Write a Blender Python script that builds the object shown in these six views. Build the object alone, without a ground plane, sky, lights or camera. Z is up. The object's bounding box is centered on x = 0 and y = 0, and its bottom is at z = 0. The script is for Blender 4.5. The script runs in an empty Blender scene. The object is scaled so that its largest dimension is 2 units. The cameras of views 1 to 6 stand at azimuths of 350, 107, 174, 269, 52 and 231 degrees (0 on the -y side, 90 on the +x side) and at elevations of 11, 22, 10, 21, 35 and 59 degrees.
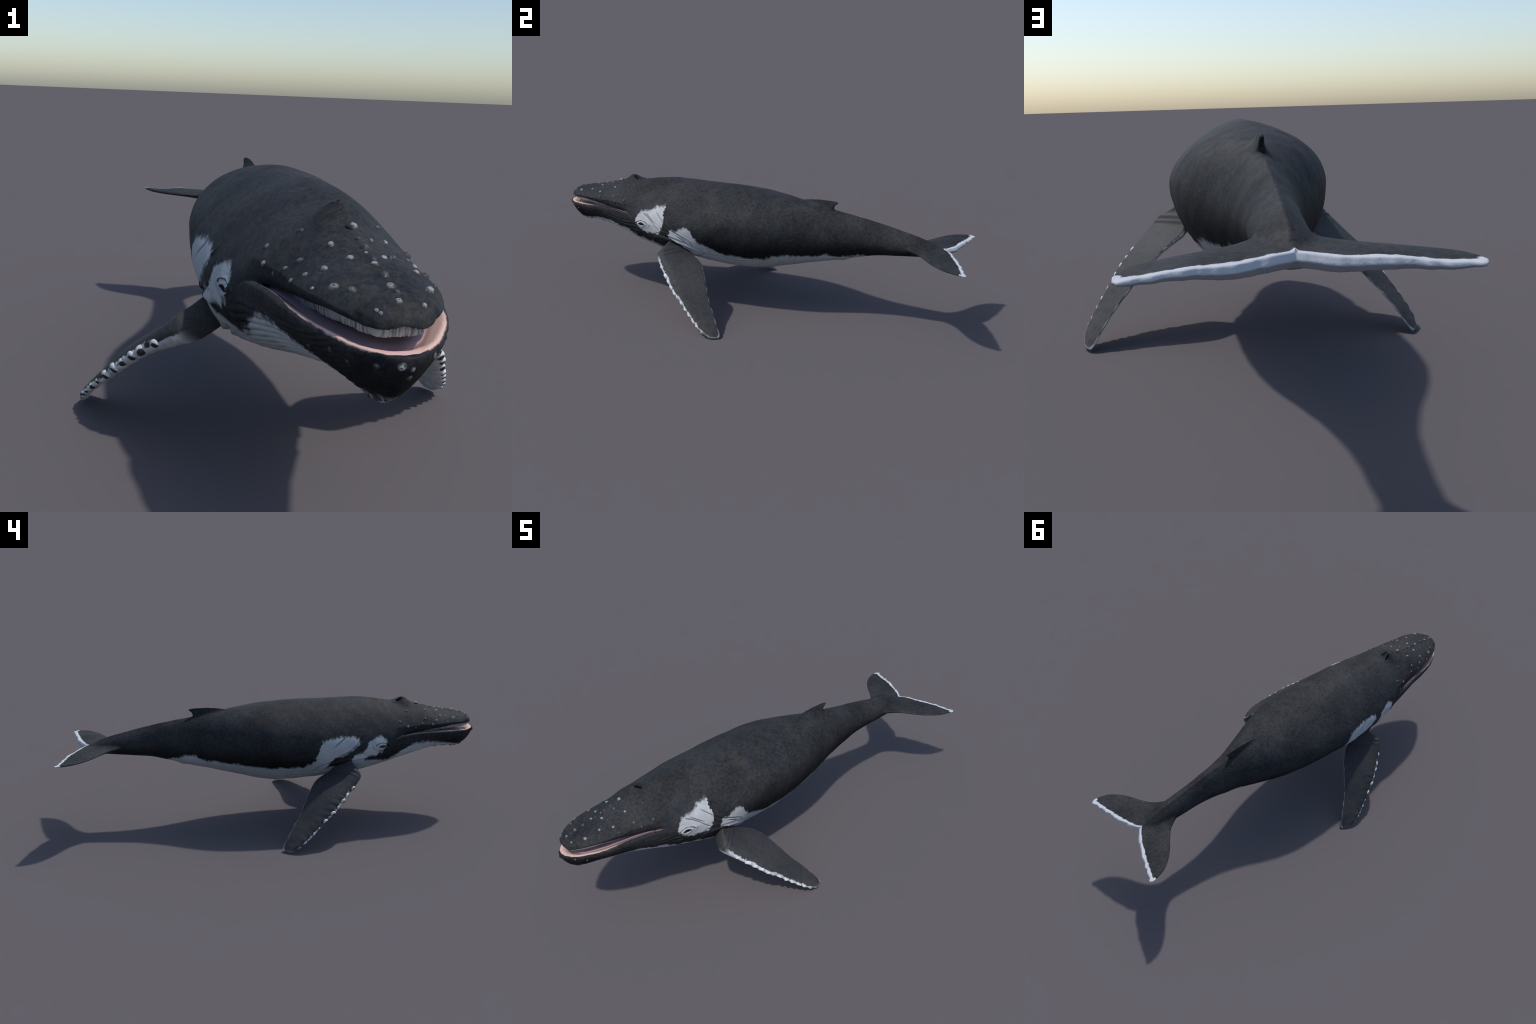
"""Humpback-type whale: one smooth body (lofts fused with a voxel remesh, then folded and
grooved by rules), separate flippers, eyes, baleen, tongue and skin tubercles."""
import bpy, math, random
import numpy as np
from mathutils import Vector, Matrix
from mathutils.bvhtree import BVHTree

random.seed(7)
RNG = np.random.default_rng(7)

# ------------------------------------------------------------------ small maths
def curve(xs, ys):
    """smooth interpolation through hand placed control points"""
    x = np.array(xs, float); y = np.array(ys, float)
    m = np.gradient(y, x); h = np.diff(x)
    def f(q):
        q = np.clip(np.asarray(q, float), x[0], x[-1])
        k = np.clip(np.searchsorted(x, q) - 1, 0, len(x) - 2)
        t = (q - x[k]) / h[k]
        return ((1 + 2 * t) * (1 - t) ** 2 * y[k] + t * (1 - t) ** 2 * h[k] * m[k]
                + t * t * (3 - 2 * t) * y[k + 1] + t * t * (t - 1) * h[k] * m[k + 1])
    return f

def pairs(p):
    return curve([a for a, _ in p], [b for _, b in p])

def sstep(a, b, x):
    t = np.clip((np.asarray(x, float) - a) / (b - a), 0, 1)
    return t * t * (3 - 2 * t)

def resample(poly, n):
    poly = np.asarray(poly, float)
    d = np.r_[0, np.cumsum(np.linalg.norm(np.diff(poly, axis=0), axis=1))]
    q = np.linspace(0, d[-1], n)
    return np.stack([np.interp(q, d, poly[:, i]) for i in range(poly.shape[1])], 1)

def loft(rings):
    """closed tube through rings (R,N,3) with fan caps -> verts, faces"""
    rings = np.asarray(rings); R, N, _ = rings.shape
    v = rings.reshape(-1, 3).tolist(); f = []
    for i in range(R - 1):
        for j in range(N):
            a = i * N + j; b = i * N + (j + 1) % N
            f.append((a, b, b + N, a + N))
    c0 = len(v); v.append(rings[0].mean(0).tolist()); c1 = len(v); v.append(rings[-1].mean(0).tolist())
    for j in range(N):
        f.append((c0, (j + 1) % N, j))
        f.append((c1, (R - 1) * N + j, (R - 1) * N + (j + 1) % N))
    return v, f

def tube(path, radii, n=10):
    path = np.asarray(path, float); rings = []
    t = np.gradient(path, axis=0); t /= np.linalg.norm(t, axis=1)[:, None]
    up = np.array([.3, .5, .8])
    for p, d, r in zip(path, t, radii):
        a = np.cross(d, up); a /= np.linalg.norm(a); b = np.cross(d, a)
        th = np.linspace(0, 2 * np.pi, n, endpoint=False)
        rings.append(p + r * (np.cos(th)[:, None] * a + np.sin(th)[:, None] * b))
    return loft(rings)

def make_mesh(name, v, f, smooth=True):
    me = bpy.data.meshes.new(name); me.from_pydata([tuple(p) for p in v], [], f)
    me.update()
    if smooth: me.shade_smooth()
    return me

def link(name, me, parent=None, mat=None):
    o = bpy.data.objects.new(name, me); bpy.context.scene.collection.objects.link(o)
    if parent is not None: o.parent = parent
    if mat is not None and not me.materials: me.materials.append(mat)
    return o

# ------------------------------------------------------------------ profiles along the body (y: nose -1 .. tail +1)
ST = [-1.0, -.97, -.93, -.87, -.8, -.72, -.66, -.62, -.57, -.5, -.42, -.32, -.2, -.08, .04, .16, .27, .38, .48, .58, .68, .77, .83, .87, .90]
TOP = curve(ST, [.441, .468, .487, .501, .517, .5405, .556, .5625, .568, .5815, .590, .591, .588, .588, .576, .561, .545, .526, .508, .490, .469, .447, .427, .4105, .402])
BOT = curve(ST, [.398, .353, .323, .3235, .323, .311, .301, .292, .279, .261, .243, .226, .205, .195, .202, .232, .262, .284, .312, .338, .351, .362, .371, .379, .388])
WID = curve(ST, [.021, .050, .086, .112, .129, .145, .160, .168, .176, .187, .203, .209, .212, .204, .190, .159, .119, .082, .064, .055, .053, .050, .044, .034, .020])
MID = curve(ST, [.596, .588, .578, .553, .507, .452, .428, .426, .442, .451, .460, .504, .566, .615, .620, .565, .517, .497, .468, .428, .395, .40, .42, .45, .47])
NUP = curve(ST, [2.8, 2.74, 2.62, 2.33, 1.92, 1.55, 1.53, 1.53, 1.6, 1.56, 1.54, 1.55, 1.66, 1.66, 1.95, 1.92, 1.78, 1.7, 1.62, 1.55, 1.55, 1.6, 1.75, 1.8, 1.8])
NLO = curve(ST, [1.6, 1.32, 1.22, 1.36, 1.55, 1.85, 2.16, 2.33, 2.48, 2.56, 2.5, 2.2, 1.95, 1.92, 1.87, 1.95, 2.05, 1.92, 1.8, 1.75, 1.85, 2.0, 2.1, 2.2, 2.2])
# lip edges
UPX = pairs([(-.983, .006), (-.979, .023), (-.965, .044), (-.94, .0585), (-.9, .077), (-.84, .0915), (-.78, .102), (-.72, .111), (-.66, .124), (-.61, .140), (-.56, .155)])
UPZ = pairs([(-.983, .4485), (-.979, .4462), (-.965, .4455), (-.94, .4475), (-.9, .451), (-.84, .448), (-.78, .4425), (-.72, .4365), (-.66, .431), (-.61, .4285), (-.56, .42)])
UPT = pairs([(-.983, .4575), (-.980, .4630), (-.975, .4700), (-.965, .4775), (-.95, .4850), (-.93, .489), (-.87, .502), (-.8, .517)])
LOX = pairs([(-1.0, .006), (-.996, .018), (-.985, .033), (-.97, .048), (-.95, .069), (-.93, .083), (-.9, .101), (-.86, .119), (-.82, .130), (-.78, .138), (-.72, .147), (-.66, .159), (-.61, .1655), (-.575, .168), (-.54, .175), (-.5, .180), (-.44, .185)])
LOZ = pairs([(-1.0, .414), (-.98, .4165), (-.95, .421), (-.9, .429), (-.84, .434), (-.78, .438), (-.72, .440), (-.66, .438), (-.62, .431), (-.595, .420), (-.575, .403), (-.555, .376), (-.53, .345), (-.49, .310), (-.44, .285)])
M, MU = 75, 40        # points per half ring, of which above the cheek line

def trunk_half(y):
    zt, zb, w, n1, n2 = TOP(y), BOT(y), WID(y), NUP(y), NLO(y)
    zc = zb + MID(y) * (zt - zb)
    a = np.linspace(np.pi / 2, -np.pi / 2, 181); s = np.sin(a); c = np.cos(a)
    n = np.where(s >= 0, n1, n2); h = np.where(s >= 0, zt - zc, zc - zb)
    P = np.stack([w * np.abs(c) ** (2 / n), zc + h * np.sign(s) * np.abs(s) ** (2 / n)], 1)
    zu = float(UPZ(y)); z1 = zu + .30 * (zt - zu)
    k = np.searchsorted(-P[:, 1], -z1)
    cut = np.array([np.interp(z1, P[::-1, 1], P[::-1, 0]), z1])
    return np.r_[resample(np.r_[P[:k], [cut]], MU)[:-1], resample(np.r_[[cut], P[k:]], M - MU + 1)]

def rostrum_half(y):
    zt = UPT(y) if y < -.8 else TOP(y)
    xu, zu = UPX(y), UPZ(y); zb = BOT(y); zc = zb + MID(y) * (TOP(y) - zb); n = NUP(y); w = WID(y)
    z1 = zu + .30 * (zt - zu)
    z = zt - (zt - z1) * np.linspace(0, 1, 40) ** 2
    if y < -.945:   # blunt rounded nose
        x = (xu + .002) * np.sqrt(np.clip(1 - ((z - z1) / (zt - z1)) ** 2, 0, 1))
    else:
        u = np.clip((z - zc) / (zt - zc), 0, 1)
        x = w * (1 - u ** n) ** (1 / n)
    xe = x[-1]
    k = min(1, xu / .05)
    tail = [((xe + xu) / 2 + .003 * k, zu + .09 * (zt - zu) + .004 * k), (xu, zu), (xu - .006 * k, zu - .0005), (xu * .86 - .006 * k, zu + .003 * k), (xu * .6, zu + .009 * k), (0, zu + .014 * k)]
    P = np.stack([x, z], 1)
    return np.r_[resample(P, MU)[:-1], resample(np.r_[P[-1:], tail], M - MU + 1)]

def mirror_ring(half, y, dy=None):
    x = np.r_[half[:, 0], -half[-2:0:-1, 0]]; z = np.r_[half[:, 1], half[-2:0:-1, 1]]
    return np.stack([x, np.full_like(x, y), z], 1)

def trunk():
    rings = []
    for y in np.r_[np.linspace(-.983, -.93, 20), np.linspace(-.92, .885, 150)]:
        if y < -.66: h = rostrum_half(y)
        elif y > -.55: h = trunk_half(y)
        else:
            t = sstep(-.66, -.55, y); h = (1 - t) * rostrum_half(y) + t * trunk_half(y)
        # cheek lies a little inside the lower lip lobe
        h = h * [1 - .02 * sstep(-.62, -.58, y) * (1 - sstep(-.54, -.5, y)), 1]
        rings.append(mirror_ring(h, y))
    return loft(rings)

def jaw():
    rings = []
    for y in np.r_[np.linspace(-1.0, -.93, 22), np.linspace(-.92, -.44, 70)]:
        xl, zl, zb, n2 = float(LOX(y)), float(LOZ(y)), float(BOT(y)), float(NLO(y))
        zb = min(zb, zl - .008)
        k = min(1, xl / .06)
        r = .008 * k
        lobe = sstep(-.59, -.56, y)
        zs = zl - r - .004 * k
        a = np.linspace(-np.pi / 2, 0, 60)
        zb += .004 * lobe
        xo = xl * np.abs(np.cos(a)) ** (2 / n2); zo = zs - (zs - zb) * np.abs(np.sin(a)) ** (2 / n2)
        if lobe > 0:     # the rear lobe tucks into the throat
            wt_, zc_ = float(WID(y)), float(BOT(y) + MID(y) * (TOP(y) - BOT(y)))
            env = wt_ * (1 - np.clip((zc_ - zo) / (zc_ - float(BOT(y))), 0, 1) ** float(NLO(y))).clip(0) ** (1 / float(NLO(y)))
            lim = env * (1.015 - .09 * float(sstep(-.575, -.49, y)))
            xo = np.minimum(xo, (1 - lobe) * xo + lobe * lim)
            xl = min(xl, (1 - lobe) * xl + lobe * float(lim[-1]))
        dep = (.026 * sstep(-.982, -.935, y)) * (1 - sstep(-.64, -.6, y))
        inx = xl - .042 * k
        pts = list(zip(xo, zo)) + [(xl - .0015 * k, zl - r * .45), (xl - .006 * k, zl - r * .08), (xl - .011 * k, zl),
               (xl - .019 * k, zl - .12 * dep - .001 * k), (xl - .030 * k, zl - .42 * dep), (inx, zl - .85 * dep), (inx * .6, zl - dep), (0, zl - dep)]
        if lobe > 0:   # rear lobe of the lip rounds off into the cheek
            pts = [(p[0], p[1]) for p in pts]
        half = resample(pts, M)
        rings.append(mirror_ring(half, y))
    return loft(rings)

# ---- tail flukes: sections across the span
FLE = pairs([(0, .66), (.045, .69), (.062, .725), (.0896, .768), (.1258, .799), (.170, .829), (.206, .859), (.2317, .888), (.250, .919), (.2595, .948), (.2645, .975)])
FTE = pairs([(0, .893), (.012, .903), (.03, .916), (.06, .932), (.1, .948), (.15, .965), (.2, .980), (.24, .991), (.2585, .9955), (.2645, .985)])
FTH = pairs([(0, .040), (.05, .039), (.1, .034), (.15, .027), (.2, .0195), (.25, .012), (.2645, .006)])
FZM = pairs([(0, .3965), (.1, .396), (.2, .3965), (.2645, .3985)])

def fluke_te(x):
    a = np.abs(x)
    rag = .0022 * np.sin(a * 118 + 1.0 + np.sign(x) * .8 + 2 * np.sin(a * 31)) + .0010 * np.sin(a * 260 + np.sign(x) * 2)
    return FTE(a) + rag * sstep(.015, .05, a) * (1 - sstep(.235, .255, a))

def flukes():
    rings = []
    xs = .2645 * np.sin(np.linspace(-np.pi / 2, np.pi / 2, 181))
    u = np.concatenate([np.linspace(0, 1, 40), np.linspace(1, 0, 40)[1:-1]])
    up = np.r_[np.ones(40), -np.ones(38)]
    for x in xs:
        a = abs(x); le = float(FLE(a)); te = float(fluke_te(x)); th = float(FTH(a)); zm = float(FZM(a))
        te = max(te, le + .006)
        c = u ** 1.4
        body_ = np.sqrt(np.clip(c, 0, 1)) * 1.35 * (1 - .62 * c)       # rounded leading edge
        endr = np.sqrt(np.clip(1 - ((c - .93) / .07).clip(0) ** 4, 0, 1))  # blunt trailing edge
        t = th * body_ * endr / 1.05 * .62
        wv = .0022 * math.sin(a * 40 + (1 if x > 0 else 2.2)) * c * min(1, a / .04)
        rings.append(np.stack([np.full_like(c, x), le + (te - le) * c, zm + wv + up * t + .004 * (1 - c)], 1))
    return loft(rings)

# ---- dorsal fin: sections along y
DT = pairs([(.175, .548), (.2, .557), (.223, .5635), (.259, .5685), (.3, .5705), (.34, .571), (.365, .5685), (.375, .566), (.380, .563)])
DBO = pairs([(.175, .50), (.345, .48), (.357, .51), (.3615, .538), (.366, .549), (.372, .557), (.380, .562)])
def dorsal():
    rings = []
    th = np.linspace(0, 2 * np.pi, 40, endpoint=False)
    for y in np.linspace(.175, .380, 60):
        zt, zb = float(DT(y)), float(DBO(y))
        z = (zt + zb) / 2 + (zt - zb) / 2 * np.sign(np.sin(th)) * np.abs(np.sin(th)) ** .8
        hw = .0058 + (.034 - .020 * float(sstep(.27, .355, y))) * np.clip((.564 - z) / .05, 0, 1.2) ** 1.25
        hw = hw * (1 - .35 * sstep(.33, .38, y)) * min(1, (.3815 - y) / .012 + .2)
        rings.append(np.stack([hw * np.cos(th), np.full_like(th, y) , z], 1))
    return loft(rings)

# ------------------------------------------------------------------ fuse
allv, allf = [], []
solids = [trunk(), jaw(), flukes(), dorsal()]
for v, f in solids:
    o = len(allv); allv += [tuple(p) for p in v]; allf += [tuple(i + o for i in q) for q in f]
tmp = link("fused", make_mesh("fused", allv, allf))
md = tmp.modifiers.new("fuse", 'REMESH'); md.mode = 'VOXEL'; md.voxel_size = .0022; md.adaptivity = 0
dg = bpy.context.evaluated_depsgraph_get()
fm = bpy.data.meshes.new_from_object(tmp.evaluated_get(dg))
bpy.data.objects.remove(tmp)
NV = len(fm.vertices)
co = np.empty(NV * 3, np.float32); fm.vertices.foreach_get("co", co); co = co.reshape(-1, 3).astype(float)
NE = len(fm.edges); ed = np.empty(NE * 2, np.int32); fm.edges.foreach_get("vertices", ed); ed = ed.reshape(-1, 2)
deg = np.bincount(ed.ravel(), minlength=NV).astype(float)
def laplace(p):
    out = np.empty_like(p)
    for i in range(3):
        out[:, i] = np.bincount(ed[:, 0], p[ed[:, 1], i], NV) + np.bincount(ed[:, 1], p[ed[:, 0], i], NV)
    return out / deg[:, None] - p
for _ in range(8):
    co += .5 * laplace(co); co -= .52 * laplace(co)
ax = np.abs(co[:, 0])
# fillets where the flukes and the dorsal fin grow out of the back, and where jaw meets throat
wf = sstep(.64, .70, co[:, 1]) * (1 - sstep(.865, .89, co[:, 1])) * (1 - sstep(.06, .11, ax))
wd = sstep(.15, .19, co[:, 1]) * (1 - sstep(.37, .385, co[:, 1])) * (1 - sstep(.03, .05, ax)) * sstep(.50, .52, co[:, 2]) * (1 - sstep(.545, .558, co[:, 2]))
wj = sstep(-.53, -.49, co[:, 1]) * (1 - sstep(-.42, -.38, co[:, 1])) * (1 - sstep(.36, .40, co[:, 2]))
wj = np.maximum(wj, .9 * sstep(-.60, -.56, co[:, 1]) * (1 - sstep(-.42, -.38, co[:, 1])) * (1 - sstep(.32, .36, co[:, 2])))
wt = .6 * sstep(-.96, -.9, co[:, 1]) * (1 - sstep(.6, .7, co[:, 1])) * sstep(.46, .5, co[:, 2]) * (1 - wd)
for i in range(45):
    co += (.5 * np.maximum(wf, wj) + (.5 * wd))[:, None].clip(0, .5) * laplace(co)

def set_co(p):
    fm.vertices.foreach_set("co", p.astype(np.float32).ravel()); fm.update()
def get_n():
    n = np.empty(NV * 3, np.float32); fm.vertex_normals.foreach_get("vector", n); return n.reshape(-1, 3).astype(float)
set_co(co); nor = get_n()

# ------------------------------------------------------------------ flipper edges and frame
LEP = np.array([(.140, -.372, .345), (.172, -.384, .324), (.200, -.396, .307), (.228, -.411, .2905), (.2546, -.4145, .2757), (.2945, -.38, .2444), (.3388, -.33, .2037), (.3767, -.28, .1591), (.4021, -.23, .1209), (.4298, -.18, .0791), (.4525, -.13, .0403), (.4590, -.09, .0140), (.4530, -.062, .0035), (.4420, -.040, .0030)])
TEP = np.array([(.105, -.314, .324), (.128, -.306, .310), (.150, -.298, .297), (.168, -.285, .281), (.181, -.25, .267), (.2097, -.21, .2518), (.2499, -.18, .2246), (.2956, -.15, .1798), (.339, -.12, .1328), (.3711, -.09, .0962), (.4015, -.06, .0549), (.4253, -.035, .0179), (.4345, -.031, .0075), (.4420, -.039, .0030)])
ORG = np.array([.18, -.35, .295])
XA = np.array([.445, -.05, .01]) - ORG; XA /= np.linalg.norm(XA)
CH = TEP[7] - LEP[7]; CH -= XA * (CH @ XA); CH /= np.linalg.norm(CH)
ZA = np.cross(XA, CH)
if ZA[2] < 0: ZA = -ZA
FR = np.stack([XA, CH, ZA], 1)      # columns: span, chord, up-normal

# ------------------------------------------------------------------ surface relief by rule
EYE = (-.529, .394)
PLEAT_N = 76
CREASES = {  # skin folds seen from the side, z as a function of y
    +1: [[(-.46, .468), (-.42, .433), (-.378, .398), (-.321, .372), (-.267, .335), (-.25, .306)],
         [(-.532, .450), (-.50, .437), (-.474, .419), (-.434, .382), (-.38, .369)],
         [(-.345, .372), (-.31, .352), (-.275, .322)],
         [(-.51, .452), (-.47, .424), (-.44, .404)]],
    -1: [[(-.441, .453), (-.403, .414), (-.372, .386), (-.322, .359), (-.282, .330)],
         [(-.449, .388), (-.424, .372), (-.397, .366)],
         [(-.354, .450), (-.322, .429), (-.285, .398)]]}
x, y, z = co.T; s = np.sign(x); ax = np.abs(x)
h = np.zeros(NV)
phi = np.arctan2(x, .47 - z)
pl = sstep(-.955, -.90, y) * (1 - sstep(-.02, .08, y)) * sstep(.0, .25, -nor[:, 2] + .25) * (1 - sstep(1.05, 1.25, np.abs(phi)))
pl *= 1 - sstep(.62, .80, np.abs(phi)) * sstep(-.62, -.5, y)
pl *= np.where(y < -.5, 1.6, .8) * (1 - .3 * sstep(.35, .40, z))
phw = phi + .016 * np.sin(y * 21 + 3 * phi) + .006 * np.sin(y * 63 + 9 * phi)
h -= .0023 * pl * (np.clip(np.cos(phw * PLEAT_N), 0, 1) ** 3)
h += .0011 * pl * (.5 - .5 * np.cos(phw * PLEAT_N))
for sg, cs in CREASES.items():
    for c in cs:
        f = pairs(c); y0, y1 = c[0][0], c[-1][0]
        e = 1e-3; sl = (f(np.clip(y + e, y0, y1)) - f(np.clip(y - e, y0, y1))) / (2 * e)
        d = (z - f(y)) / np.sqrt(1 + sl ** 2)
        m = (s == sg) * (ax > .1) * sstep(y0 - .004, y0 + .015, y) * (1 - sstep(y1 - .02, y1 + .004, y))
        h += m * (-.0024 * np.exp(-(d / .0026) ** 2) + .0012 * np.exp(-((d - .006) / .004) ** 2))
# eye sockets and lids
uy = (y - EYE[0]) * math.cos(.10) + (z - EYE[1]) * math.sin(.10)
vz = -(y - EYE[0]) * math.sin(.10) + (z - EYE[1]) * math.cos(.10)
er = np.sqrt((uy / .0165) ** 2 + (vz / (.0090 * (1 - .25 * np.clip(np.abs(uy) / .0165, 0, 1.2)))) ** 2)
em = (ax > .12)
h += em * (.0035 * np.exp(-(er / 2.6) ** 2) - .0062 * np.clip(1 - er ** 2, 0, 1))
h += em * .0022 * np.exp(-((er - 1.3) / .22) ** 2)
h -= em * .0022 * np.exp(-((er - 1.95) / .16) ** 2) * np.where(vz > 0, 1, .55)
h += em * .0014 * np.exp(-((er - 2.35) / .25) ** 2) * (vz > 0)
h -= em * .0012 * np.exp(-((er - 2.85) / .16) ** 2) * (vz < 0)
# splash guard and paired blowholes
h += .0195 * np.exp(-((y + .648) / np.where(y < -.648, .036, .026)) ** 2 - (x / .033) ** 2) * (z > .52)
bx = ax - .0105 - .010 * (-.632 - y) / -.02 * .5
ba = math.radians(24)
bu = (y + .632) * math.cos(ba) + (ax - .0115) * math.sin(ba); bw = -(y + .632) * math.sin(ba) + (ax - .0115) * math.cos(ba)
br = np.sqrt((bu / .019) ** 2 + (bw / .0046) ** 2)
h += (z > .52) * (-.013 * np.clip(1 - br ** 2, 0, 1) + .0022 * np.exp(-((br - 1.5) / .4) ** 2))
# median rostral ridge, back bumps, keel bump under the tail stock
h += (.0026 + .0012 * np.sin(y * 190)) * np.exp(-(x / .008) ** 2) * sstep(-.96, -.9, y) * (1 - sstep(-.72, -.68, y)) * (z > .46)
h += .006 * np.exp(-((y - .425) / .022) ** 2 - (x / .014) ** 2) * (z < .36)
h += .0035 * np.exp(-(x / .007) ** 2) * sstep(.4, .46, y) * (1 - sstep(.8, .88, y)) * (z > .42)
# crease where lip lobe meets cheek
# socket folds round the flipper roots
fl_ = (np.stack([ax, y, z], 1) - ORG) @ FR
fe = np.sqrt(((fl_[:, 1] - .002) / .064) ** 2 + ((fl_[:, 2] - .004) / .030) ** 2); fw_ = (np.abs(fl_[:, 0]) < .09)
h += fw_ * (.0048 * np.exp(-((fe - 1.32) / .2) ** 2) - .004 * np.exp(-((fe - 1.72) / .1) ** 2) + .0018 * np.exp(-((fe - 2.0) / .2) ** 2))
# soft irregularities
h += .0009 * (np.sin(23 * y + 9 * x + 2) * np.sin(31 * z - 14 * x) + .6 * np.sin(61 * y - 17 * z) * np.sin(47 * z + 37 * x)) * (1 - sstep(.62, .7, y))
# wavy blunt trailing edge of the flukes
h -= .0014 * np.clip(np.sin(ax * 92 + s + 1.5 * np.sin(ax * 40)), 0, 1) ** 6 * sstep(.010, .0, fluke_te(x) - y) * (y > .88)
co = co + nor * h[:, None]
for _ in range(1):
    co += .25 * laplace(co)
set_co(co); nor = get_n()
body_bvh = BVHTree.FromPolygons([Vector(p) for p in co], [tuple(p.vertices) for p in fm.polygons])

# ------------------------------------------------------------------ node helper
class NB:
    def __init__(self, name):
        self.m = bpy.data.materials.new(name); self.m.use_nodes = True
        self.t = self.m.node_tree; self.n = self.t.nodes; self.l = self.t.links
        self.b = self.n["Principled BSDF"]
        tc = self.n.new("ShaderNodeTexCoord"); self.P = tc.outputs["Object"]; self.N = tc.outputs["Normal"]
        sp = self.n.new("ShaderNodeSeparateXYZ"); self.l.new(self.P, sp.inputs[0]); self.x, self.y, self.z = sp.outputs
    def put(self, sock, v):
        if isinstance(v, bpy.types.NodeSocket): self.l.new(v, sock)
        else: sock.default_value = v
    def math(self, op, a, b=0., c=0., clamp=False):
        n = self.n.new("ShaderNodeMath"); n.operation = op; n.use_clamp = clamp
        self.put(n.inputs[0], a); self.put(n.inputs[1], b); self.put(n.inputs[2], c); return n.outputs[0]
    def add(self, a, b): return self.math('ADD', a, b)
    def sub(self, a, b): return self.math('SUBTRACT', a, b)
    def mul(self, a, b): return self.math('MULTIPLY', a, b)
    def mx(self, a, b): return self.math('MAXIMUM', a, b)
    def mn(self, a, b): return self.math('MINIMUM', a, b)
    def inv(self, a): return self.math('SUBTRACT', 1., a)
    def ramp(self, v, a, b, lo=0., hi=1.):
        n = self.n.new("ShaderNodeMapRange"); n.interpolation_type = 'SMOOTHSTEP'
        self.put(n.inputs[0], v); n.inputs[1].default_value = a; n.inputs[2].default_value = b
        n.inputs[3].default_value = lo; n.inputs[4].default_value = hi; return n.outputs[0]
    def curve(self, v, pts, x0=-1.02, x1=1.02):
        u = self.math('DIVIDE', self.sub(v, x0), x1 - x0)
        n = self.n.new("ShaderNodeFloatCurve"); self.put(n.inputs["Value"], u); c = n.mapping.curves[0]
        pp = [((a - x0) / (x1 - x0), b) for a, b in pts]
        c.points[0].location = (0, pp[0][1]); c.points[1].location = (1, pp[-1][1])
        for a, b in pp: c.points.new(a, b)
        for p in c.points: p.handle_type = 'VECTOR'
        n.mapping.update(); return n.outputs[0]
    def noise(self, scale, detail=3., rough=.5, stretch=(1, 1, 1), off=(0, 0, 0)):
        mp = self.n.new("ShaderNodeMapping"); self.l.new(self.P, mp.inputs[0])
        mp.inputs["Scale"].default_value = stretch; mp.inputs["Location"].default_value = off
        n = self.n.new("ShaderNodeTexNoise"); self.l.new(mp.outputs[0], n.inputs["Vector"])
        n.inputs["Scale"].default_value = scale; n.inputs["Detail"].default_value = detail; n.inputs["Roughness"].default_value = rough
        return n.outputs["Fac"]
    def mix(self, f, a, b, mode='MIX'):
        n = self.n.new("ShaderNodeMix"); n.data_type = 'RGBA'; n.blend_type = mode
        self.put(n.inputs[0], f)
        for s_, v in ((n.inputs[6], a), (n.inputs[7], b)):
            self.put(s_, (*v, 1) if isinstance(v, tuple) and len(v) == 3 else v)
        return n.outputs[2]
    def bump(self, hgt, strength=.3, dist=.002):
        n = self.n.new("ShaderNodeBump"); n.inputs["Strength"].default_value = strength; n.inputs["Distance"].default_value = dist
        self.put(n.inputs["Height"], hgt); self.l.new(n.outputs[0], self.b.inputs["Normal"])
    def done(self, col, rough=.55, spec=.3):
        self.put(self.b.inputs["Base Color"], col if not isinstance(col, tuple) else (*col, 1))
        self.put(self.b.inputs["Roughness"], rough); self.b.inputs["Specular IOR Level"].default_value = spec
        return self.m

WHITE = (.44, .455, .475)
PINK = (.60, .41, .37)

def dark_skin(k, lift=1., var=1.):
    """mottled slate skin: brown-grey and blue-grey clouds, fine streaks"""
    c1 = k.noise(7, 5, .6); c2 = k.noise(26, 4, .6, off=(3, 1, 2)); c3 = k.noise(85, 4, .65, stretch=(1, .8, 1))
    col = k.mix(k.ramp(k.add(k.mul(c2, .6), k.mul(c3, .4)), .38, .62), tuple(v * lift for v in (.0238, .0268, .0325)), tuple(v * lift for v in (.0322, .0322, .0324)))
    c4 = k.noise(200, 3, .65, stretch=(1, .8, 1), off=(4, 4, 4))
    m = k.add(k.ramp(c1, .3, .72, 1 - .30 * var, 1 + .22 * var), k.add(k.mul(k.sub(c3, .5), 1.35 * var), k.mul(k.sub(c4, .5), 1.3)))
    return k.mix(1., col, grey(k, m), 'MULTIPLY'), c1, c2, c3

def grey(k, v):
    n = k.n.new("ShaderNodeCombineColor")
    for i in range(3): k.put(n.inputs[i], v)
    return n.outputs[0]

# ---- body skin
k = NB("whale_skin")
dark, c1, c2, c3 = dark_skin(k)
fr = k.noise(55, 5, .65, stretch=(1, 1, .6)); fr2 = k.noise(16, 2, .5, off=(5, 5, 5))
fr3 = k.noise(170, 3, .6, stretch=(1, .9, .6))
warp = k.add(k.add(k.mul(k.sub(fr, .5), .036), k.mul(k.sub(fr2, .5), .030)), k.mul(k.sub(fr3, .5), .014))
zz = k.add(k.z, warp)
yy = k.add(k.y, k.add(k.mul(k.sub(k.noise(60, 5, .65, off=(9, 2, 4)), .5), .036), k.mul(k.sub(k.noise(24, 2, .5, off=(1, 6, 4)), .5), .034)))
left = k.math('GREATER_THAN', k.x, 0.)
def below(border, soft=.0085): return k.ramp(k.sub(border, zz), -soft, soft)
def band(top, bot): return k.mn(below(top), k.inv(below(bot)))
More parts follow.
